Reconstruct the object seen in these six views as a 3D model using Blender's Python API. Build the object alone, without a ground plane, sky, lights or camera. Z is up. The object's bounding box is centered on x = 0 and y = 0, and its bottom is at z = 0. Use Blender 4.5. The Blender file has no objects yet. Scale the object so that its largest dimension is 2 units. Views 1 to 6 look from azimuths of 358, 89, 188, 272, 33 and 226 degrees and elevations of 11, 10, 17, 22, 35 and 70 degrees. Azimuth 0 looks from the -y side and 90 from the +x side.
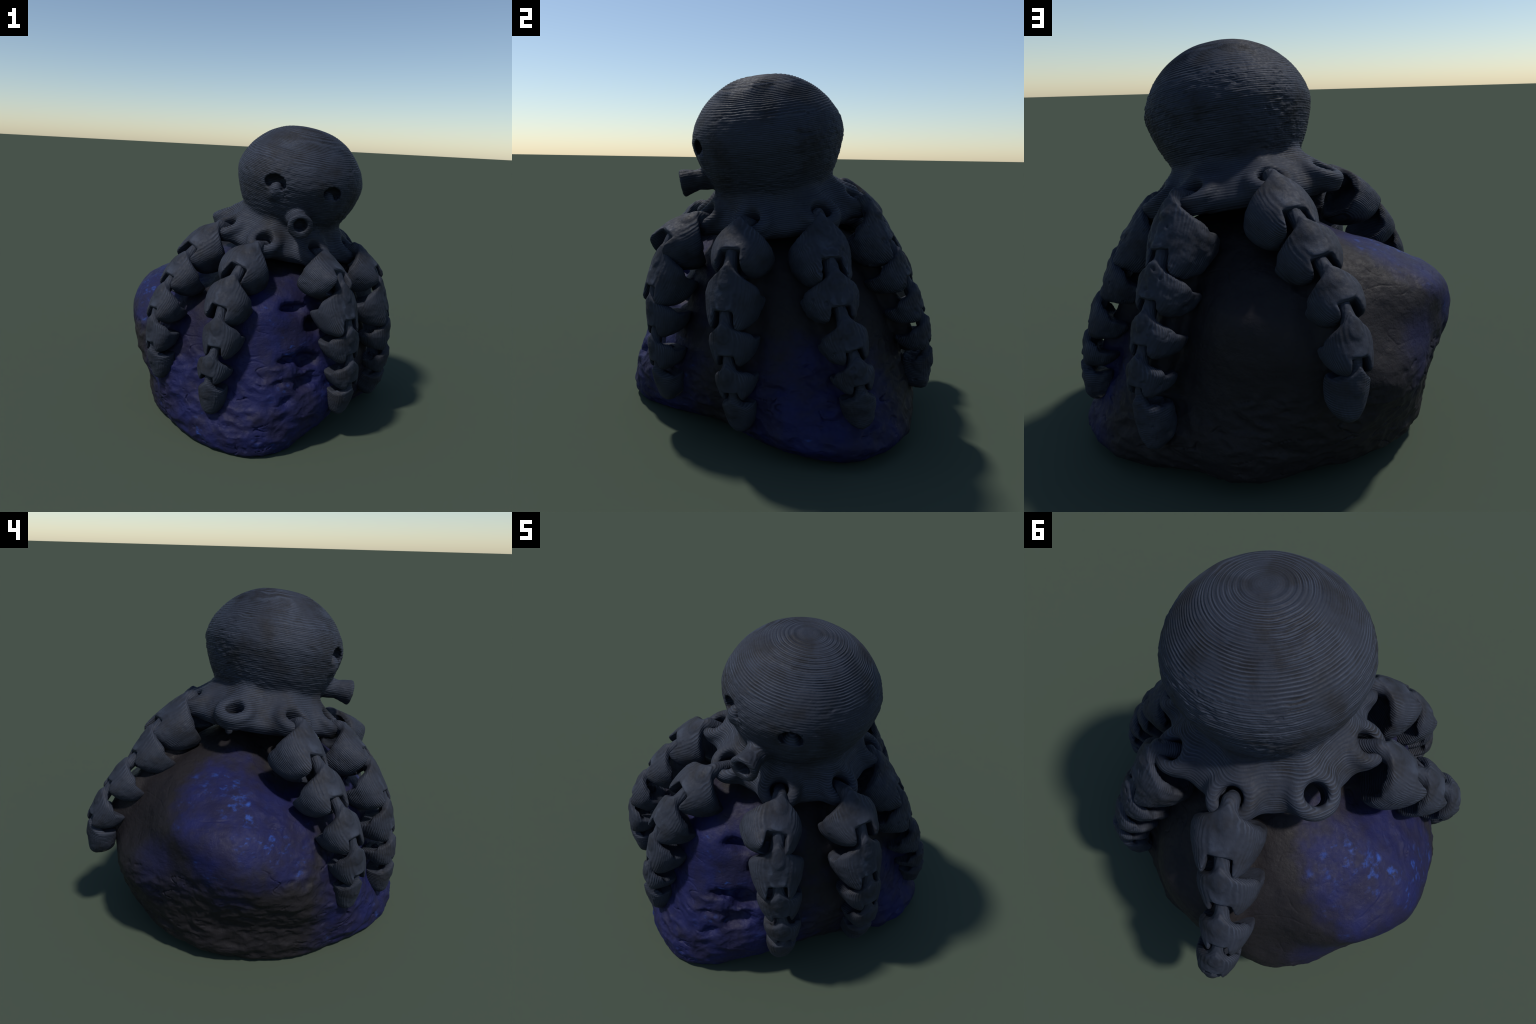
# An articulated, layer-printed toy octopus draped over a rough blue stone.
# Every solid is described as a signed distance formula (profiles, ellipsoids, bars, rings),
# meshed with a small surface-net routine, refined, and given fine relief with gradient noise.
import bpy, math
import numpy as np
from mathutils import Matrix, Vector

# ------------------------------------------------------------------ small maths kit
def unit(v):
    v = np.asarray(v, float)
    return v / np.linalg.norm(v)

def smooth_min(a, b, k):
    h = np.clip(0.5 + 0.5 * (b - a) / k, 0, 1)
    return b + (a - b) * h - k * h * (1 - h)

def smooth_max(a, b, k):
    return -smooth_min(-a, -b, k)

def step(e0, e1, x):
    t = np.clip((x - e0) / (e1 - e0), 0, 1)
    return t * t * (3 - 2 * t)

def _hash(ix, iy, iz, seed):
    h = (ix.astype(np.int64) * 374761393 + iy.astype(np.int64) * 668265263
         + iz.astype(np.int64) * 2147483647 + seed * 974634781) & 0xFFFFFFFF
    h = ((h ^ (h >> 13)) * 1274126177) & 0xFFFFFFFF
    h = ((h ^ (h >> 16)) * 2246822519) & 0xFFFFFFFF
    return h ^ (h >> 15)

def noise(p, scale, seed=0):
    """Gradient noise, about -1..1; p is (n,3); scale = feature size (number or xyz)."""
    q = p / np.asarray(scale, float)
    i = np.floor(q); f = q - i
    i = i.astype(np.int64)
    u = f * f * f * (f * (f * 6 - 15) + 10)
    out = 0
    for dx in (0, 1):
        wx = u[:, 0] if dx else 1 - u[:, 0]
        for dy in (0, 1):
            wy = u[:, 1] if dy else 1 - u[:, 1]
            for dz in (0, 1):
                wz = u[:, 2] if dz else 1 - u[:, 2]
                h = _hash(i[:, 0] + dx, i[:, 1] + dy, i[:, 2] + dz, seed)
                gx = (h & 1023) / 511.5 - 1
                gy = ((h >> 10) & 1023) / 511.5 - 1
                gz = ((h >> 20) & 1023) / 511.5 - 1
                out = out + wx * wy * wz * (gx * (f[:, 0] - dx) + gy * (f[:, 1] - dy) + gz * (f[:, 2] - dz))
    return out * 1.3

def fbm(p, scale, octaves=4, seed=0, gain=0.5):
    a, s, o = 1.0, np.asarray(scale, float), 0
    for k in range(octaves):
        o = o + a * noise(p, s, seed + 17 * k)
        a *= gain; s = s / 2.03
    return o

# ------------------------------------------------------------------ meshing
def surface_net(fn, lo, hi, h):
    lo = np.asarray(lo, float); hi = np.asarray(hi, float)
    n = np.ceil((hi - lo) / h).astype(int) + 1
    ax = [lo[k] + h * np.arange(n[k]) for k in range(3)]
    F = np.empty(n)
    for i in range(0, n[0], 16):
        X, Y, Z = np.meshgrid(ax[0][i:i + 16], ax[1], ax[2], indexing='ij')
        F[i:i + 16] = fn(np.stack([X, Y, Z], -1).reshape(-1, 3)).reshape(X.shape)
    S = F < 0
    c = lambda A, a, b, d: A[a:A.shape[0] - 1 + a, b:A.shape[1] - 1 + b, d:A.shape[2] - 1 + d]
    corners = [(a, b, d) for a in (0, 1) for b in (0, 1) for d in (0, 1)]
    cnt = sum(c(S, *k).astype(np.int8) for k in corners)
    mix = (cnt > 0) & (cnt < 8)
    cells = np.argwhere(mix)
    ids = -np.ones(mix.shape, np.int64); ids[mix] = np.arange(len(cells))
    acc = np.zeros((len(cells), 3)); num = np.zeros(len(cells))
    for k in corners:
        for axis in range(3):
            if k[axis]:
                continue
            k2 = list(k); k2[axis] = 1
            fa = F[tuple((cells + k).T)]; fb = F[tuple((cells + k2).T)]
            m = (fa < 0) != (fb < 0)
            t = np.where(m, fa / np.where(m, fa - fb, 1), 0)
            p = np.tile(np.array(k, float), (len(cells), 1)); p[:, axis] += t
            acc[m] += p[m]; num[m] += 1
    V = lo + h * (cells + acc / num[:, None])
    quads = []
    for axis in range(3):
        a = S; sl0 = [slice(None)] * 3; sl1 = [slice(None)] * 3
        sl0[axis] = slice(0, -1); sl1[axis] = slice(1, None)
        e = np.argwhere(a[tuple(sl0)] != a[tuple(sl1)])
        b, d = (axis + 1) % 3, (axis + 2) % 3
        ok = (e[:, b] > 0) & (e[:, d] > 0) & (e[:, b] < n[b] - 1) & (e[:, d] < n[d] - 1)
        e = e[ok]
        def cid(ob, od):
            q = e.copy(); q[:, b] -= ob; q[:, d] -= od
            return ids[tuple(q.T)]
        q = np.stack([cid(1, 1), cid(0, 1), cid(0, 0), cid(1, 0)], 1)
        flip = ~a[tuple(e.T)]
        q[flip] = q[flip][:, ::-1]
        quads.append(q)
    return V, np.concatenate(quads)

def refine(V, Q):
    e = np.stack([Q, np.roll(Q, -1, 1)], -1).reshape(-1, 2)
    key = np.sort(e, 1)
    uniq, inv = np.unique(key[:, 0] * len(V) + key[:, 1], return_inverse=True)
    ea, eb = uniq // len(V), uniq % len(V)
    mid = (V[ea] + V[eb]) / 2
    cen = V[Q].mean(1)
    n0, n1 = len(V), len(V) + len(mid)
    m = inv.reshape(-1, 4) + n0
    f = np.arange(len(Q)) + n1
    out = [np.stack([Q[:, k], m[:, k], f, m[:, k - 1]], 1) for k in range(4)]
    return np.concatenate([V, mid, cen]), np.concatenate(out)

def gradient(fn, V, e=2e-3):
    g = np.empty_like(V)
    for k in range(3):
        d = np.zeros(3); d[k] = e
        g[:, k] = (fn(V + d) - fn(V - d)) / (2 * e)
    return g

def snap(fn, V, most, times=2):
    for _ in range(times):
        g = gradient(fn, V); f = fn(V)
        s = -f / np.maximum((g * g).sum(1), 0.15)
        d = g * s[:, None]
        L = np.linalg.norm(d, axis=1)
        V = V + d * np.minimum(1, most / np.maximum(L, 1e-9))[:, None]
    return V

def normals(V, Q):
    n = np.cross(V[Q[:, 2]] - V[Q[:, 0]], V[Q[:, 3]] - V[Q[:, 1]])
    N = np.zeros_like(V)
    for k in range(4):
        for a in range(3):
            N[:, a] += np.bincount(Q[:, k], n[:, a], len(V))
    return N / np.maximum(np.linalg.norm(N, axis=1), 1e-12)[:, None]

def relax(V, Q, times=1, amount=0.5):
    for _ in range(times):
        A = np.zeros_like(V); c = np.zeros(len(V))
        for k in range(4):
            for o in (1, 3):
                j = Q[:, (k + o) % 4]
                c += np.bincount(Q[:, k], minlength=len(V))
                for a in range(3):
                    A[:, a] += np.bincount(Q[:, k], V[j, a], len(V))
        V = V + amount * (A / np.maximum(c, 1)[:, None] - V)
    return V

def make_object(name, V, Q, mat, parent=None, matrix=None, N=None):
    me = bpy.data.meshes.new(name)
    me.vertices.add(len(V)); me.vertices.foreach_set('co', V.astype(np.float32).ravel())
    me.loops.add(len(Q) * 4); me.loops.foreach_set('vertex_index', Q.astype(np.int32).ravel())
    me.polygons.add(len(Q))
    me.polygons.foreach_set('loop_start', (np.arange(len(Q)) * 4).astype(np.int32))
    me.update(calc_edges=True); me.validate()
    me.polygons.foreach_set('use_smooth', np.ones(len(me.polygons), bool))
    if N is not None:
        me.normals_split_custom_set_from_vertices(N.tolist())
    me.materials.append(mat)
    ob = bpy.data.objects.new(name, me)
    bpy.context.scene.collection.objects.link(ob)
    if matrix is not None:
        ob.matrix_basis = matrix
    if parent is not None:
        ob.parent = parent
        ob.matrix_parent_inverse = Matrix.Translation(-WORLD[parent.name])
    return ob

WORLD = {}      # world positions of the parent empties

def empty(name, parent=None, at=(0, 0, 0)):
    ob = bpy.data.objects.new(name, None)
    bpy.context.scene.collection.objects.link(ob)
    ob.empty_display_size = 0.1
    ob.location = at
    WORLD[ob.name] = Vector(at)
    if parent is not None:
        ob.parent = parent
        ob.matrix_parent_inverse = Matrix.Translation(-WORLD[parent.name])
    return ob

def frame_matrix(x, y, z, o):
    return Matrix([[x[0], y[0], z[0], o[0]], [x[1], y[1], z[1], o[1]], [x[2], y[2], z[2], o[2]], [0, 0, 0, 1]])

# ------------------------------------------------------------------ materials
class Nodes:
    def __init__(self, name):
        self.m = bpy.data.materials.new(name); self.m.use_nodes = True
        self.t = self.m.node_tree; self.t.nodes.clear()
        self.out = self.n('ShaderNodeOutputMaterial')
        self.b = self.n('ShaderNodeBsdfPrincipled')
        self.t.links.new(self.b.outputs[0], self.out.inputs[0])
        self.co = self.n('ShaderNodeTexCoord').outputs['Object']
    def n(self, kind, **kw):
        nd = self.t.nodes.new(kind)
        for k, v in kw.items():
            setattr(nd, k, v)
        return nd
    def put(self, sock, v):
        if isinstance(v, bpy.types.NodeSocket):
            self.t.links.new(v, sock)
        else:
            sock.default_value = v
    def math(self, op, a, b=0.0, clamp=False):
        nd = self.n('ShaderNodeMath', operation=op, use_clamp=clamp)
        self.put(nd.inputs[0], a); self.put(nd.inputs[1], b)
        return nd.outputs[0]
    def noise(self, scale, detail=3, rough=0.55, vec=None, stretch=None, shift=0.0):
        v = vec or self.co
        if stretch is not None or shift:
            mp = self.n('ShaderNodeMapping'); self.put(mp.inputs[0], v)
            mp.inputs['Scale'].default_value = stretch or (1, 1, 1)
            mp.inputs['Location'].default_value = (shift, shift * 0.7, -shift)
            v = mp.outputs[0]
        nd = self.n('ShaderNodeTexNoise'); self.put(nd.inputs['Vector'], v)
        nd.inputs['Scale'].default_value = scale; nd.inputs['Detail'].default_value = detail
        nd.inputs['Roughness'].default_value = rough
        return nd.outputs['Fac']
    def ramp(self, f, a, b, lo=0.0, hi=1.0):
        nd = self.n('ShaderNodeMapRange', interpolation_type='SMOOTHSTEP')
        self.put(nd.inputs[0], f)
        nd.inputs[1].default_value = a; nd.inputs[2].default_value = b
        nd.inputs[3].default_value = lo; nd.inputs[4].default_value = hi
        return nd.outputs[0]
    def mix(self, f, a, b):
        nd = self.n('ShaderNodeMix', data_type='RGBA')
        self.put(nd.inputs[0], f)
        self.put(nd.inputs[6], a if isinstance(a, bpy.types.NodeSocket) else (*a, 1))
        self.put(nd.inputs[7], b if isinstance(b, bpy.types.NodeSocket) else (*b, 1))
        return nd.outputs[2]
    def axis(self, k):
        nd = self.n('ShaderNodeSeparateXYZ'); self.put(nd.inputs[0], self.co)
        return nd.outputs[k]
    def ball(self, centre, r0, r1):
        """1 inside r0 of a point, falling to 0 at r1."""
        nd = self.n('ShaderNodeVectorMath', operation='DISTANCE')
        self.put(nd.inputs[0], self.co); nd.inputs[1].default_value = centre
        return self.ramp(nd.outputs['Value'], r0, r1, 1, 0)
    def bump(self, h, strength, dist, prev=None):
        nd = self.n('ShaderNodeBump'); self.put(nd.inputs['Height'], h)
        nd.inputs['Strength'].default_value = strength; nd.inputs['Distance'].default_value = dist
        if prev is not None:
            self.put(nd.inputs['Normal'], prev)
        return nd.outputs[0]

PLASTIC = (0.0228, 0.0265, 0.0385)
DARK_BROWN = (0.0130, 0.0120, 0.0125)

def plastic(name, axis, layer, wobble, strength=0.5, tip=None, crown=False):
    """Dark filament printed in layers stacked along one object axis."""
    m = Nodes(name)
    w = m.math('MULTIPLY', m.math('SUBTRACT', m.noise(7, 3), 0.5), wobble)
    z = m.math('ADD', m.axis(axis), w)
    turns = m.math('MULTIPLY', z, 1 / layer)
    if crown:       # on the flat crown the same layers spread out into wide rings
        x, y, h = (m.axis(k) for k in range(3))
        r = m.math('SQRT', m.math('ADD', m.math('MULTIPLY', x, x), m.math('MULTIPLY', y, y)))
        r = m.math('ADD', r, m.math('MULTIPLY', w, 1.4))
        rings = m.math('MINIMUM', m.math('MULTIPLY', m.math('MULTIPLY', r, r), 1 / 0.00576),
                       m.math('ADD', m.math('MULTIPLY', r, 1 / 0.0096), 15.625 - 31.25))
        top = m.math('GREATER_THAN', h, 0.47)
        turns = m.math('ADD', m.math('MULTIPLY', rings, top), m.math('MULTIPLY', turns, m.math('SUBTRACT', 1.0, top)))
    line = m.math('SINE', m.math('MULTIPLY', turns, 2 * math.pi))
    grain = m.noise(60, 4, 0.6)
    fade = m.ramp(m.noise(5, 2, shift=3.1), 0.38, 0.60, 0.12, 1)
    n1 = m.bump(m.math('MULTIPLY', line, fade), strength, layer * 0.16)
    n2 = m.bump(grain, 0.35, 0.006, n1)
    m.put(m.b.inputs['Normal'], n2)
    brown_blotch = m.math('MULTIPLY', m.ramp(m.noise(6, 4, 0.6, shift=1.7), 0.44, 0.66), 0.7)
    col = m.mix(brown_blotch, PLASTIC, DARK_BROWN)
    col = m.mix(m.math('MULTIPLY', m.ramp(m.math('MULTIPLY', line, fade), -0.2, 1.0), 0.6), col, (0.052, 0.064, 0.094))  # layer ridges painted pale blue: highlights put into the base colour
    if tip is not None:
        spot = m.math('MULTIPLY', m.ball(tip, 0.03, 0.06), m.ramp(m.noise(30, 2), 0.42, 0.55))
        col = m.mix(spot, col, (0.20, 0.17, 0.15))
    m.put(m.b.inputs['Base Color'], col)
    m.put(m.b.inputs['Roughness'], m.ramp(grain, 0.3, 0.7, 0.60, 0.78))
    m.b.inputs['Specular IOR Level'].default_value = 0.18
    return m.m

def stone():
    m = Nodes('lapis_blue_stone')
    x, y, z = (m.axis(k) for k in range(3))
    wob = m.math('MULTIPLY', m.math('SUBTRACT', m.noise(3.5, 4, 0.6), 0.5), 0.55)
    front = m.ramp(m.math('ADD', y, wob), -0.62, -0.36, 1, 0)
    def patch(c, r0, r1):
        nd = m.n('ShaderNodeVectorMath', operation='DISTANCE')
        m.put(nd.inputs[0], m.co); nd.inputs[1].default_value = c
        return m.ramp(m.math('ADD', nd.outputs['Value'], wob), r0, r1, 1, 0)
    top = patch((-0.70, -0.02, 0.90), 0.30, 0.50)
    side = patch((0.80, 0.15, 0.12), 0.30, 0.55)
    back = patch((-0.75, 0.42, 0.62), 0.05, 0.30)
    blue = m.math('MAXIMUM', m.math('MAXIMUM', front, top), m.math('MAXIMUM', side, m.math('MULTIPLY', back, 0.5)))
    blue = m.math('MULTIPLY', blue, m.ramp(m.noise(9, 4, 0.6, shift=2.2), 0.30, 0.50, 0.72, 1.0))
    earth = m.mix(m.noise(14, 4, 0.6, shift=5), (0.0120, 0.0110, 0.0140), (0.0180, 0.0158, 0.0168))
    navy = m.mix(m.ramp(m.noise(6, 3, shift=9), 0.35, 0.65), (0.0125, 0.0118, 0.038), (0.0110, 0.0128, 0.062))
    col = m.mix(blue, earth, navy)
    streak = m.noise(17, 4, 0.6, stretch=(1.0, 1.0, 2.2), shift=4)
    big = m.math('MULTIPLY', m.ramp(m.noise(4.5, 2, shift=7), 0.55, 0.68), 0.6)
    for c, r in (((0.17, -0.74, 0.64), 0.12), ((0.22, -0.80, 0.41), 0.06), ((0.10, -0.93, 0.03), 0.12), ((-0.56, 0.13, 1.03), 0.16),
                 ((-0.80, -0.14, 0.77), 0.15), ((-0.87, 0.0, 0.79), 0.12), ((-0.70, 0.02, 0.93), 0.17), ((-0.62, -0.16, 1.0), 0.12)):
        big = m.math('MAXIMUM', big, m.ball(c, 0.3 * r, r))      # glittering spots
    fleck = m.math('MULTIPLY', m.ramp(streak, 0.53, 0.74), big)
    fleck = m.math('MULTIPLY', fleck, m.math('MULTIPLY', m.ramp(blue, 0.3, 0.9), 0.8))
    col = m.mix(fleck, col, (0.025, 0.070, 0.30))
    m.put(m.b.inputs['Base Color'], col)
    g = m.noise(45, 6, 0.65)
    n1 = m.bump(m.noise(18, 5, 0.6, stretch=(1, 1, 1.5)), 0.3, 0.015)
    m.put(m.b.inputs['Normal'], m.bump(g, 0.4, 0.008, n1))
    m.put(m.b.inputs['Roughness'], m.ramp(g, 0.3, 0.7, 0.5, 0.68))
    m.b.inputs['Specular IOR Level'].default_value = 0.15
    return m.m

# ------------------------------------------------------------------ layout of the octopus
CENTRE = np.array([0.148, -0.068, 1.315])            # middle of the arm ring
AXIS = unit([0.155, -0.13, 1.0])                   # the head leans to the right and forward
E1 = unit(np.array([1.0, 0, 0]) - AXIS * AXIS[0])
E2 = np.cross(AXIS, E1)
BODY = frame_matrix(E1, E2, AXIS, CENTRE)
def to_body(p):
    d = np.asarray(p, float) - CENTRE
    return np.stack([d @ E1, d @ E2, d @ AXIS], -1)

EYELETS = [252, 297, 340, 24, 68, 117, 160, 207]    # compass directions of the eight arm loops

# crest line of each arm: where its first hook starts, the four joints, the tip; and the way it faces
ARMS = [
    (311, [(-0.317, -0.288, 1.355), (-0.502, -0.377, 1.195), (-0.640, -0.485, 1.011), (-0.728, -0.586, 0.814), (-0.738, -0.631, 0.591), (-0.708, -0.614, 0.326)]),
    (335, [(-0.064, -0.532, 1.270), (-0.184, -0.679, 1.136), (-0.294, -0.812, 0.910), (-0.317, -0.876, 0.667), (-0.353, -0.893, 0.489), (-0.346, -0.886, 0.223)]),
    (38, [(0.335, -0.470, 1.238), (0.435, -0.652, 1.127), (0.509, -0.746, 0.834), (0.538, -0.738, 0.609), (0.558, -0.727, 0.416), (0.518, -0.694, 0.159)]),
    (66, [(0.596, -0.243, 1.246), (0.746, -0.296, 1.087), (0.846, -0.326, 0.788), (0.874, -0.311, 0.564), (0.879, -0.285, 0.372), (0.820, -0.250, 0.114)]),
    (108, [(0.560, 0.159, 1.279), (0.736, 0.219, 1.045), (0.838, 0.262, 0.819), (0.912, 0.321, 0.618), (0.950, 0.359, 0.454), (0.945, 0.399, 0.211)]),
    (152, [(0.360, 0.440, 1.344), (0.400, 0.597, 1.099), (0.438, 0.697, 0.900), (0.462, 0.777, 0.716), (0.480, 0.825, 0.540), (0.440, 0.850, 0.228)]),
    (213, [(-0.080, 0.369, 1.425), (-0.201, 0.554, 1.279), (-0.323, 0.680, 1.104), (-0.430, 0.806, 0.960), (-0.485, 0.912, 0.764), (-0.470, 0.965, 0.490)]),
]
HALF_WIDTH = [0.166, 0.150, 0.126, 0.107, 0.086]
HALF_DEPTH = [0.135, 0.125, 0.112, 0.097, 0.080]

# ------------------------------------------------------------------ body: head, eyes, siphon, web with loops
HEAD_PROFILE = [(0, .680), (.09, .676), (.17, .659), (.25, .620), (.31, .575), (.36, .522), (.40, .462), (.425, .40),
                (.433, .335), (.412, .245), (.386, .175), (.358, .12), (.343, .085), (.353, .05), (.388, .005),
                (.432, -.055), (.455, -.105), (.435, -.145), (.38, -.155), (.0, -.155)]
RING_SHIFT = np.array([-0.020, 0.028, 0.0])     # the arm ring sits a little behind the head's axis

def catmull(points, per=8):
    P = np.array(points, float); P = np.vstack([2 * P[0] - P[1], P, 2 * P[-1] - P[-2]])
    out = []
    for i in range(1, len(P) - 2):
        for t in np.arange(per) / per:
            a, b, c, d = P[i - 1:i + 3]
            out.append(0.5 * (2 * b + (c - a) * t + (2 * a - 5 * b + 4 * c - d) * t ** 2 + (3 * b - a - 3 * c + d) * t ** 3))
    out.append(P[-2])
    return np.array(out)

class Turned:
    """Signed distance of a turned (revolved) profile, tabulated over radius and height."""
    def __init__(self, prof, rmax, zmin, zmax, h=0.006):
        pts = catmull(prof)
        self.h, self.zmin = h, zmin
        r = np.arange(0, rmax, h); z = np.arange(zmin, zmax, h)
        R, Z = np.meshgrid(r, z, indexing='ij')
        d = np.full(R.shape, 9.0); ins = np.zeros(R.shape, bool)
        loop = np.vstack([pts, [0, pts[0, 1] + 0]])
        for k in range(len(pts) - 1):
            a, b = pts[k], pts[k + 1]; ab = b - a
            t = np.clip(((R - a[0]) * ab[0] + (Z - a[1]) * ab[1]) / (ab @ ab + 1e-12), 0, 1)
            d = np.minimum(d, np.hypot(R - a[0] - t * ab[0], Z - a[1] - t * ab[1]))
        for k in range(len(loop) - 1):
            a, b = loop[k], loop[k + 1]
            if abs(a[1] - b[1]) < 1e-9:
                continue
            hit = ((a[1] > Z) != (b[1] > Z)) & (R < (b[0] - a[0]) * (Z - a[1]) / (b[1] - a[1]) + a[0])
            ins ^= hit
        self.T = np.where(ins, -d, d)
    def __call__(self, r, z):
        a = np.clip(r / self.h, 0, self.T.shape[0] - 1.001); b = np.clip((z - self.zmin) / self.h, 0, self.T.shape[1] - 1.001)
        i = a.astype(int); j = b.astype(int); u = a - i; v = b - j; T = self.T
        return (T[i, j] * (1 - u) + T[i + 1, j] * u) * (1 - v) + (T[i, j + 1] * (1 - u) + T[i + 1, j + 1] * u) * v

turned = Turned(HEAD_PROFILE, 0.85, -0.36, 0.84)

def compass(az, tilt=0.0):
    a = math.radians(az)
    d = to_body(CENTRE + np.array([math.sin(a), -math.cos(a), 0]))
    d[2] = 0
    return unit(d)

def capsule(p, a, b, ra, rb):
    a = np.asarray(a, float); b = np.asarray(b, float); ab = b - a
    t = np.clip((p - a) @ ab / (ab @ ab), 0, 1)
    return np.linalg.norm(p - a - t[:, None] * ab, axis=1) - (ra + (rb - ra) * t)

EYES = [(to_body((0.021, -0.470, 1.622))), (to_body((0.361, -0.455, 1.571)))]
SIPHON = [to_body((0.155, -0.36, 1.425)), to_body((0.170, -0.515, 1.395)), to_body((0.176, -0.605, 1.382))]
PEG = [to_body((-0.20, 0.15, 1.28)), to_body((-0.20, 0.135, 1.205))]      # stub under the empty loop
LOOP_R, LOOP_H, LOOP_TILT = 0.452, -0.035, math.radians(30)

def loop_frame(az):
    o = compass(az); up = np.array([0, 0, 1.0])
    axis = up * math.cos(LOOP_TILT) + o * math.sin(LOOP_TILT)
    out = o * math.cos(LOOP_TILT) - up * math.sin(LOOP_TILT)
    return o * LOOP_R + up * LOOP_H + RING_SHIFT, axis, out, np.cross(axis, out)
LOOPS = [loop_frame(a) for a in EYELETS]

def siphon_distance(p):
    d = np.minimum(capsule(p, SIPHON[0], SIPHON[1], 0.080, 0.060), capsule(p, SIPHON[1], SIPHON[2] + [0, 0, -0.008], 0.058, 0.082))
    ax = unit(SIPHON[2] - SIPHON[1])
    lip = unit(ax + np.array([0, 0, -0.06]))
    d = smooth_max(d, (p - SIPHON[2]) @ lip - 0.012, 0.02)
    return d

def body_distance(p):
    lean = step(0.10, -0.03, p[:, 2])
    r = np.hypot(p[:, 0] - RING_SHIFT[0] * lean, p[:, 1] - RING_SHIFT[1] * lean)
    d = turned(r, p[:, 2])
    up = np.array([0, 0, 1.0])
    web = np.full(len(p), 9.0)
    near = (p[:, 2] < 0.22) & (r < 0.75)
    q = p[near]; w = np.full(len(q), 9.0); hole = np.full(len(q), 9.0)
    for (c, axis, out, side) in LOOPS:
        v = q - c
        a, b, s = v @ axis, v @ out, v @ side
        rad = np.hypot(b, s)
        disc = np.maximum(rad - 0.080, np.abs(a + 0.034) - 0.016)
        o = np.hypot(np.maximum(rad - 0.080, 0), np.maximum(np.abs(a + 0.034) - 0.016, 0)) - 0.034
        o = np.where((rad < 0.080) & (np.abs(a + 0.034) < 0.016), disc, o)
        rib = capsule(q, c * 0.62 + up * 0.045, c * 0.84 + up * -0.03, 0.085, 0.08)
        w = np.minimum(w, smooth_min(o, rib, 0.03))
        hole = np.minimum(hole, np.maximum(np.hypot(b, s) - 0.052 - 0.25 * np.maximum(a, 0), -a - 0.3))
    dn = smooth_min(d[near], w, 0.05)
    dn = smooth_max(dn, -hole, 0.018)
    d[near] = dn
    d = smooth_min(d, siphon_distance(p), 0.022)
    d = smooth_min(d, capsule(p, PEG[0], PEG[1], 0.028, 0.022), 0.01)
    d = smooth_max(d, -capsule(p, SIPHON[2] + (SIPHON[2] - SIPHON[1]), SIPHON[2] - 0.5 * (SIPHON[2] - SIPHON[1]), 0.060, 0.034), 0.012)
    for e in EYES:
        m = np.linalg.norm(p - e, axis=1) < 0.2
        q = p[m] - e
        o = unit([e[0], e[1], 0]); s = np.cross([0, 0, 1.0], o)
        x, y, z = q @ s, q[:, 2], q @ o
        socket = (np.sqrt((x / 0.078) ** 2 + ((y - 0.008) / 0.056) ** 2 + (z / 0.055) ** 2) - 1) * 0.052
        dd = smooth_max(d[m], -socket, 0.012)
        lid = (np.sqrt((x / 0.046) ** 2 + ((y + 0.052) / 0.062) ** 2 + ((z + 0.014) / 0.05) ** 2) - 1) * 0.045
        d[m] = smooth_min(dd, lid, 0.02)
    return d

def head_rings(p, N):
    """Layer terraces: rings round the crown, fine lines lower down, plus pocks of the scan."""
    r = np.hypot(p[:, 0], p[:, 1]); h = p[:, 2]
    rr = r + 0.004 * noise(p, 0.10, 3)
    count = np.where(rr < 0.30, rr ** 2 / 0.00576, 15.625 + (rr - 0.30) / 0.0096)
    ring = np.sin(2 * math.pi * count) * step(0.47, 0.60, h) * (0.55 + 0.45 * step(-0.25, 0.2, noise(p, 0.16, 8)))
    d = 0.0020 * ring
    low = step(0.60, 0.40, h) * step(0.0, 0.12, h)
    line = np.sin(2 * math.pi * (h + 0.004 * noise(p, 0.12, 5)) / 0.0125)
    d = d + 0.0007 * line * step(0.62, 0.5, h)
    rough = step(-0.1, 0.35, noise(p, 0.22, 21) + 0.35 * p[:, 0] + 0.5 * p[:, 1])
    d = d + low * (0.0022 + 0.0035 * rough) * fbm(p, (0.05, 0.05, 0.022), 3, 11)
    pit = step(0.42, 0.62, noise(p, (0.045, 0.045, 0.03), 31)) * low
    d = d - 0.006 * pit * rough
    d = d + 0.0022 * fbm(p, 0.16, 2, 41)
    return d

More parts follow.
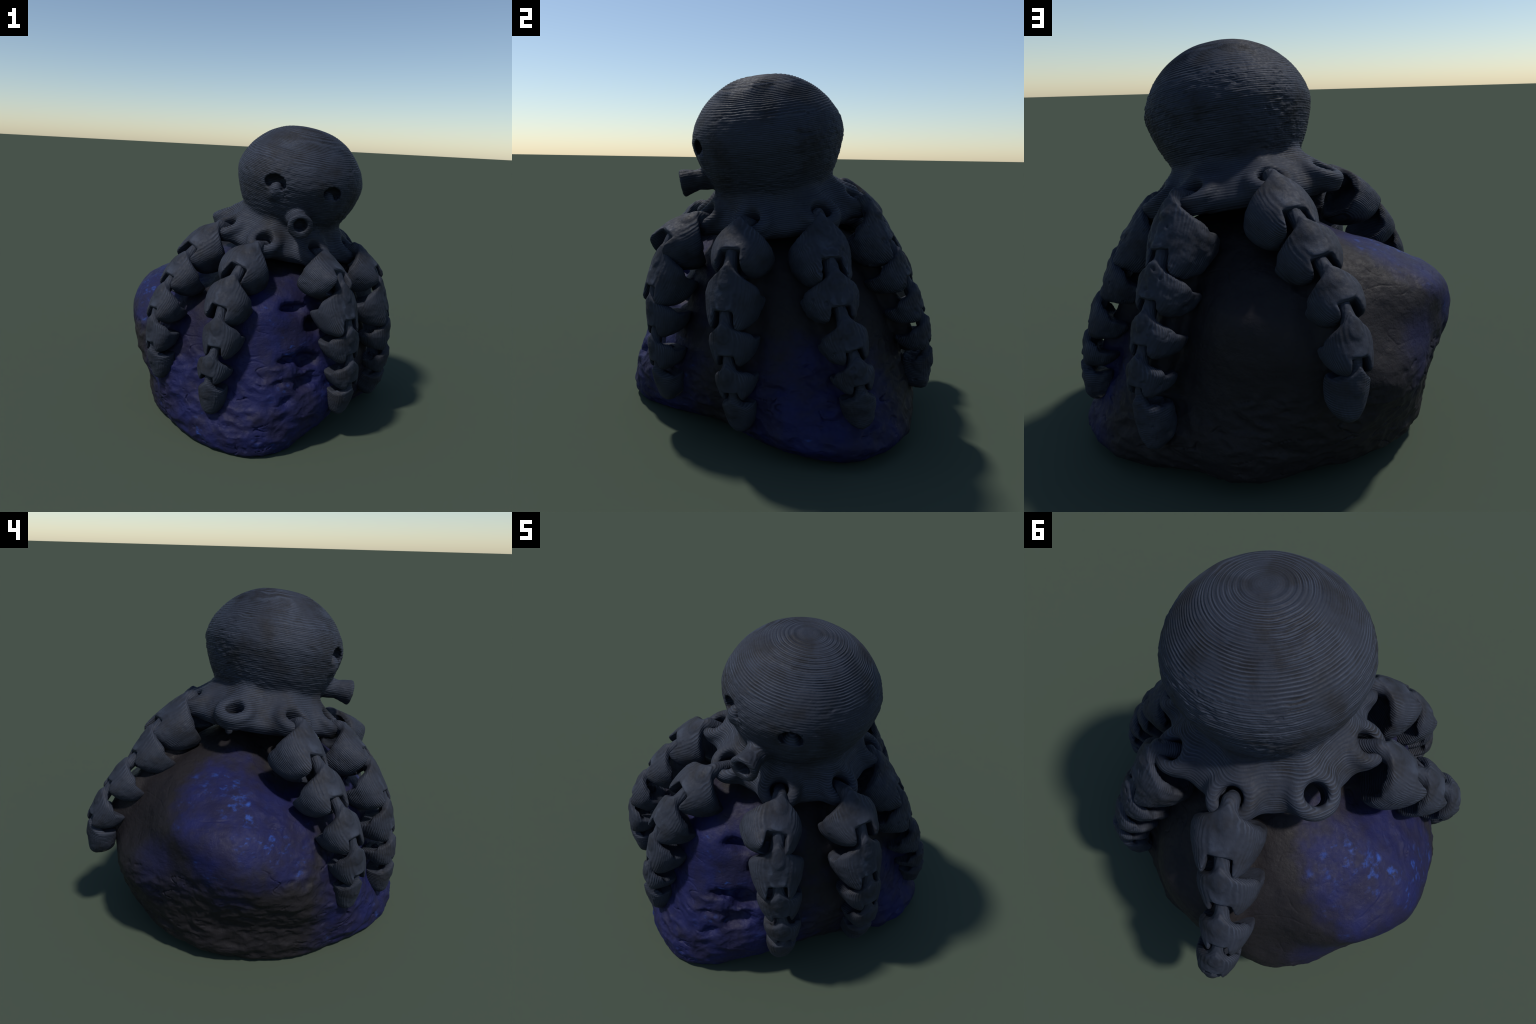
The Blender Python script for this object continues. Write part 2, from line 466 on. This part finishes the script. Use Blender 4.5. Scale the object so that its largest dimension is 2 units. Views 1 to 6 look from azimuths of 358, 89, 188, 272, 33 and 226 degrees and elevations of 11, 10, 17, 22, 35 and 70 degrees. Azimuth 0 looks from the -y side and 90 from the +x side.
def build_body(root, mat_head, mat_web, mat_eye):
    V, Q = surface_net(body_distance, (-0.66, -0.66, -0.22), (0.66, 0.66, 0.74), 0.0135)
    V = snap(body_distance, V, 0.006, 2)
    V = relax(V, Q, 1, 0.4)
    V, Q = refine(V, Q)
    V = snap(body_distance, V, 0.004, 1)
    fine = V[Q].mean(1)[:, 2] > 0.16        # the head carries finer relief than the web
    V, Q = refine(V, Q)
    N = normals(V, Q)
    V = V + N * head_rings(V, N)[:, None]
    N = normals(V, Q)
    c = V[Q].mean(1)
    r = np.hypot(c[:, 0], c[:, 1])
    eye = (np.min([np.linalg.norm((c - e) / [1, 1, 0.85], axis=1) for e in EYES], 0) < 0.088)
    sip = (siphon_distance(c) < 0.012) & (turned(r, c[:, 2]) > 0.006) & ~eye
    sip |= (np.linalg.norm(c - SIPHON[2], axis=1) < 0.09) & ~eye
    head = (c[:, 2] > 0.07) & ~eye & ~sip & (turned(r, c[:, 2]) < 0.03)
    web = ~(eye | sip | head)
    first = np.linalg.norm(c - EYES[0], axis=1) < 0.15
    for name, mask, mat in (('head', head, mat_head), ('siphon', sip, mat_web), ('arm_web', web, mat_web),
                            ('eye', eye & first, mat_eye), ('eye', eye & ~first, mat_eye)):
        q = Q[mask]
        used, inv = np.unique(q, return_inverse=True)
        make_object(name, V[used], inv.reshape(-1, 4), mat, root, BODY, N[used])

# ------------------------------------------------------------------ arms made of hooked links
def link_distance(k, L, a, b, last, hook=None):
    """Signed distance of link k. x across, y outwards (crest at 0), z down the arm from the joint above."""
    first = k == 0
    s0 = (0.14 if first else 0.26 if not last else 0.16) * L
    s1 = (1.46 if first else 1.36) * L if not last else 1.07 * L
    bar = 0.042 - 0.0035 * k
    notch = 0.30 * a + 0.005
    wall = 0.034 - 0.003 * k
    def fn(p):
        x, y, z = p[:, 0], p[:, 1], p[:, 2]
        q = np.clip((z - s0) / (s1 - s0), -0.3, 1.2)
        if last:
            f = 1 - 0.55 * np.clip((q - 0.35) / 0.65, 0, 1.2) ** 2.0
            g = 1 - 0.35 * np.clip((q - 0.40) / 0.60, 0, 1.2) ** 2.0
        else:
            f = (0.90 + 0.10 * step(0.1, 0.45, q)) * (1 - 0.50 * np.clip((q - 0.42) / 0.58, 0, 1.2) ** 1.6)
            g = 1 - 0.42 * np.clip((q - 0.42) / 0.58, 0, 1.2) ** 1.6
        A, B = a * f, b * g
        yc = -B - 0.10 * b * np.clip(q, 0, 1.2) ** 2 * (1 if not last else 2.5)
        e = np.where(y > yc, 2.15, 3.2)
        def shell(A, B):
            return ((np.abs(x / A) ** e + np.abs((y - yc) / B) ** e) ** (1 / e) - 1) * np.minimum(A, B)
        rim = s0 + (0.36 if first else 0.30 if not last else 0.2) * L * np.clip(np.abs(x) / (0.85 * a), 0, 1.1) ** 0.9
        rim = np.maximum(rim, s0 + (0.42 if not last else 0.22) * L * step(0.25 * b, 1.1 * b, -y))
        d = shell(A, B)
        d = smooth_max(d, rim - z, 0.012)
        tail = s1 - 0.24 * L * np.clip((-y) / (2 * b), 0, 1) ** 1.2
        d = smooth_max(d, z - (tail if not last else s1 - 0.3 * b * np.clip(-y / (2 * b), 0, 1)), 0.05 if not last else 0.075)
        hollow = shell(np.maximum(A - wall, 0.01), np.maximum(B - wall, 0.01))
        cup = s0 + (0.38 if not last else 0.18) * (s1 - s0)
        hollow = smooth_max(hollow, z - cup, 0.04)
        d = smooth_max(d, -hollow, 0.010)
        if not last:
            slot = np.maximum(np.abs(x) - notch * (1 + 0.25 * np.clip((z - L) / (s1 - L), 0, 1)), L - z)
            slot = np.maximum(slot, -y - 1.15 * b)
            d = smooth_max(d, -slot, 0.014)
        # hook bar: rises along the crest and bends in through the joint above
        if first:
            mid = np.array([0, -bar * 1.0, 0.03]); end = np.array(hook)
        else:
            mid = np.array([0, -0.026 - bar * 0.7, 0.05 * L]); end = np.array([0, -0.026 - bar - 0.075, -0.02])
        h = capsule(p, (0, -bar * 1.0, s0 + 0.30 * L), mid, bar * 1.05, bar * 0.92)
        h = np.minimum(h, capsule(p, mid, end, bar * 0.92, bar * 0.85))
        return smooth_min(d, h, 0.025)
    return fn

def build_arms(root, mat, mat_tip):
    for ai, (az, pts) in enumerate(ARMS):
        P = np.array(pts)
        a = math.radians(az); face = np.array([math.sin(a), -math.cos(a), 0])
        P[1:5] += (0.003 if ai in (4, 5) else 0.010) * face + [0, 0, 0.004]      # the crest bulges a little past the joints
        arm = empty('tentacle', root, tuple(P[0]))
        for k in range(5):
            t = P[k + 1] - P[k]; L = np.linalg.norm(t); t = t / L
            n = unit(face + np.array([0, 0, 0.0]) - t * (face @ t))
            w = np.cross(n, t)
            n = np.cross(t, w)
            last = k == 4
            A, B = HALF_WIDTH[k], HALF_DEPTH[k]
            hook = None
            if k == 0:      # the first hook dips into its loop on the body
                c, axis, out, side = LOOPS[ai + 1]
                c = c - 0.07 * axis - 0.01 * out
                c = CENTRE + c[0] * E1 + c[1] * E2 + c[2] * AXIS - P[0]
                hook = (c @ w, c @ n, c @ t)
            fn = link_distance(k, L, A, B, last, hook)
            lo = (-A - 0.05, -2.35 * B - 0.05, -0.09 if k else -0.20); hi = (A + 0.05, 0.05 if k else 0.09, L * (1.55 if not last else 1.14) + 0.02)
            V, Q = surface_net(fn, lo, hi, 0.0120 - 0.0008 * k)
            V = snap(fn, V, 0.005, 2)
            V = relax(V, Q, 1, 0.35)
            V, Q = refine(V, Q)
            V = snap(fn, V, 0.003, 1)
            V = relax(V, Q, 1, 0.35)
            N = normals(V, Q)
            off = np.array([ai * 3.1, k * 2.3, 0.7])
            S = V + off
            rough = 1.0 + (1.3 if ai in (4, 5) else 0.0)
            d = 0.0028 * rough * fbm(S, 0.06, 3, 51 + ai)
            d += 0.0009 * np.sin(2 * math.pi * (V[:, 1] + 0.006 * noise(S, 0.08, 7)) / 0.0098) * step(-0.3, 0.2, noise(S, 0.15, 9))
            d -= 0.004 * step(0.45, 0.65, noise(S, 0.035, 61)) * (rough - 0.6)
            V = V + N * d[:, None]
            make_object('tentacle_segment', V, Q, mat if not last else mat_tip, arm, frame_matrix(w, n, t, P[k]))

# ------------------------------------------------------------------ the stone
STONE_Z = [0.0, 0.10, 0.25, 0.40, 0.55, 0.70, 0.85, 0.98, 1.08, 1.17]
STONE_R = {   # outline radius (m) at those heights, by compass direction
    0:     (.95, .96, .93, .87, .81, .76, .70, .56, .36, .22),
    22.5:  (.72, .81, .85, .80, .75, .70, .64, .54, .38, .24),
    45:    (.57, .68, .76, .76, .72, .68, .64, .54, .40, .26),
    67.5:  (.61, .71, .76, .77, .73, .69, .63, .54, .42, .28),
    90:    (.77, .90, .88, .83, .77, .71, .63, .54, .42, .28),
    112.5: (.94, 1.02, .93, .84, .79, .71, .62, .53, .42, .28),
    135:   (.88, .95, .90, .83, .76, .70, .62, .52, .41, .27),
    157.5: (.69, .82, .84, .78, .73, .69, .62, .51, .39, .25),
    180:   (.70, .84, .87, .84, .83, .82, .77, .57, .38, .24),
    202.5: (.62, .77, .84, .87, .88, .87, .80, .65, .40, .22),
    225:   (.67, .80, .86, .92, .95, .86, .77, .65, .44, .18),
    247.5: (.73, .83, .86, .88, .91, .91, .89, .67, .36, .12),
    270:   (.77, .81, .83, .88, .94, .955, .86, .57, .27, .08),
    292.5: (.80, .82, .84, .90, .90, .83, .66, .39, .20, .08),
    315:   (.81, .86, .88, .87, .81, .74, .63, .44, .24, .10),
    337.5: (.91, .93, .88, .81, .77, .74, .67, .52, .33, .18),
}
STONE_TOP = 1.19
SLOTS = [  # dark clefts in the front face: centre, half sizes
    ((0.20, -0.66, 0.85), (0.15, 0.11, 0.050)), ((0.30, -0.60, 0.74), (0.08, 0.10, 0.045)),
    ((0.13, -0.76, 0.56), (0.09, 0.07, 0.028)), ((0.28, -0.71, 0.55), (0.11, 0.10, 0.046)),
    ((0.11, -0.85, 0.44), (0.06, 0.06, 0.026)), ((0.27, -0.79, 0.43), (0.11, 0.10, 0.046)),
    ((0.16, -0.87, 0.33), (0.07, 0.06, 0.026)), ((-0.30, -0.90, 0.20), (0.03, 0.07, 0.020)),
    ((-0.30, -0.80, 0.70), (0.05, 0.08, 0.03)), ((-0.42, -0.84, 0.12), (0.03, 0.07, 0.020)),
]

def under_arm(k, i, j, sink):
    """Line below the crest of arm k, from joint i to joint j: the stone swells up to meet the arm."""
    az, pts = ARMS[k]; a = math.radians(az)
    P = np.array(pts); t = unit(P[j] - P[i]); f = np.array([math.sin(a), -math.cos(a), 0])
    n = unit(f - t * (f @ t))
    return P[i] - sink * n, P[j] - (sink - 0.04) * n
RIDGES = [under_arm(k, i, i + 1, 0.215 - 0.015 * i) for k in (4, 5, 6) for i in (1, 2, 3)] + [under_arm(3, 1, 3, 0.24)]

def cubic_weights(t):
    return [(-t + 2 * t ** 2 - t ** 3) / 2, (2 - 5 * t ** 2 + 3 * t ** 3) / 2, (t + 4 * t ** 2 - 3 * t ** 3) / 2, (-t ** 2 + t ** 3) / 2]

def stone_radius(az, z):
    T = np.array([STONE_R[k] for k in sorted(STONE_R)])
    u = (az / 22.5) % 16; i = np.floor(u).astype(int); f = u - i
    zs = np.array(STONE_Z)
    zc = np.clip(z, zs[0], zs[-1])
    j = np.clip(np.searchsorted(zs, zc, side='right') - 1, 0, len(zs) - 2)
    v = (zc - zs[j]) / (zs[j + 1] - zs[j])
    out = 0
    for a, wa in enumerate(cubic_weights(f)):
        row = T[(i + a - 1) % 16]
        n = np.arange(len(az))
        r = 0
        for b, wb in enumerate(cubic_weights(v)):
            r = r + wb * row[n, np.clip(j + b - 1, 0, len(zs) - 1)]
        out = out + wa * r
    return out

def stone_distance(p):
    az = np.degrees(np.arctan2(p[:, 0], -p[:, 1])) % 360
    r = np.hypot(p[:, 0], p[:, 1])
    d = (r - stone_radius(az, p[:, 2])) * 0.8
    d = smooth_max(d, p[:, 2] - STONE_TOP, 0.10)
    d = smooth_max(d, 0.002 - p[:, 2], 0.03)
    for a, b in RIDGES:
        d = smooth_min(d, capsule(p, a, b, 0.055, 0.050), 0.05)
    for c, s in SLOTS:
        m = np.linalg.norm(p - c, axis=1) < 0.25
        w = p[m]
        w = w + 0.035 * np.stack([noise(w, 0.11, 1), noise(w, 0.11, 2), 0.8 * noise(w, (0.09, 0.09, 0.06), 3)], 1)
        e = (np.sqrt((np.abs((w - c) / s) ** [2, 2, 1.4]).sum(1)) - 1) * s[2]
        d[m] = smooth_max(d[m], -e, 0.02)
    return d

def build_stone(mat):
    V, Q = surface_net(stone_distance, (-1.05, -1.08, -0.04), (1.12, 1.0, 1.2), 0.022)
    V = snap(stone_distance, V, 0.01, 2)
    V = relax(V, Q, 2, 0.5)
    V, Q = refine(V, Q)
    V = relax(V, Q, 1, 0.5)
    N = normals(V, Q)
    x, y, z = V.T
    broken = step(0.10, 0.40, noise(V, 0.45, 6) + 1.2 * step(0.75, 0.30, z) - 0.45)     # broken lower flanks, smooth crown
    d = 0.011 * fbm(V, 0.26, 3, 71)
    d += 0.024 * broken * (0.20 - np.abs(fbm(V, (0.20, 0.20, 0.11), 2, 81)))
    d *= step(-0.01, 0.06, z)
    V = V + N * d[:, None]
    V, Q = refine(V, Q)
    N = normals(V, Q)
    x, y, z = V.T
    broken = step(0.10, 0.40, noise(V, 0.45, 6) + 1.2 * step(0.75, 0.30, z) - 0.45)
    chip = np.abs(noise(V, (0.11, 0.11, 0.07), 91)) + 0.5 * np.abs(noise(V, 0.045, 92))
    d = 0.011 * broken * (0.3 - chip) + 0.0022 * fbm(V, 0.07, 4, 93)
    crack = step(0.03, 0.0, np.abs(noise(V, (0.18, 0.18, 0.07), 95))) * step(0.1, 0.4, noise(V, 0.14, 96))
    d -= 0.015 * crack * (0.25 + 0.75 * broken)
    pit = step(0.42, 0.62, noise(V, (0.07, 0.07, 0.03), 97))
    d -= 0.005 * pit * broken
    V = V + N * d[:, None]
    V[:, 2] = np.maximum(V[:, 2], 0.0)
    return make_object('rock', V, Q, mat)

# ------------------------------------------------------------------ assemble
octopus = empty('toy_octopus', None, (0.16, -0.05, 1.1))
octopus['label'] = 'dark grey 3D printed octopus with seven jointed arms'
octopus['category'] = 'toy octopus'
bpy.context.view_layer.update()

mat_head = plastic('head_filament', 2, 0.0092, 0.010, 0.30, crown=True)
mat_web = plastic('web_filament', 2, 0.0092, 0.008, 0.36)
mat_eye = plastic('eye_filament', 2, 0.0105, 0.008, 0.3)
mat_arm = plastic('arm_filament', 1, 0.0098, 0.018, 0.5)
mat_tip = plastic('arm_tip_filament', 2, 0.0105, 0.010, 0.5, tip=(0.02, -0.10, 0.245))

build_body(octopus, mat_head, mat_web, mat_eye)
build_arms(octopus, mat_arm, mat_tip)
rock = build_stone(stone())
rock['label'] = 'rough rounded dark blue mineral rock with bright flecks'
rock['category'] = 'rock'
bpy.context.view_layer.update()
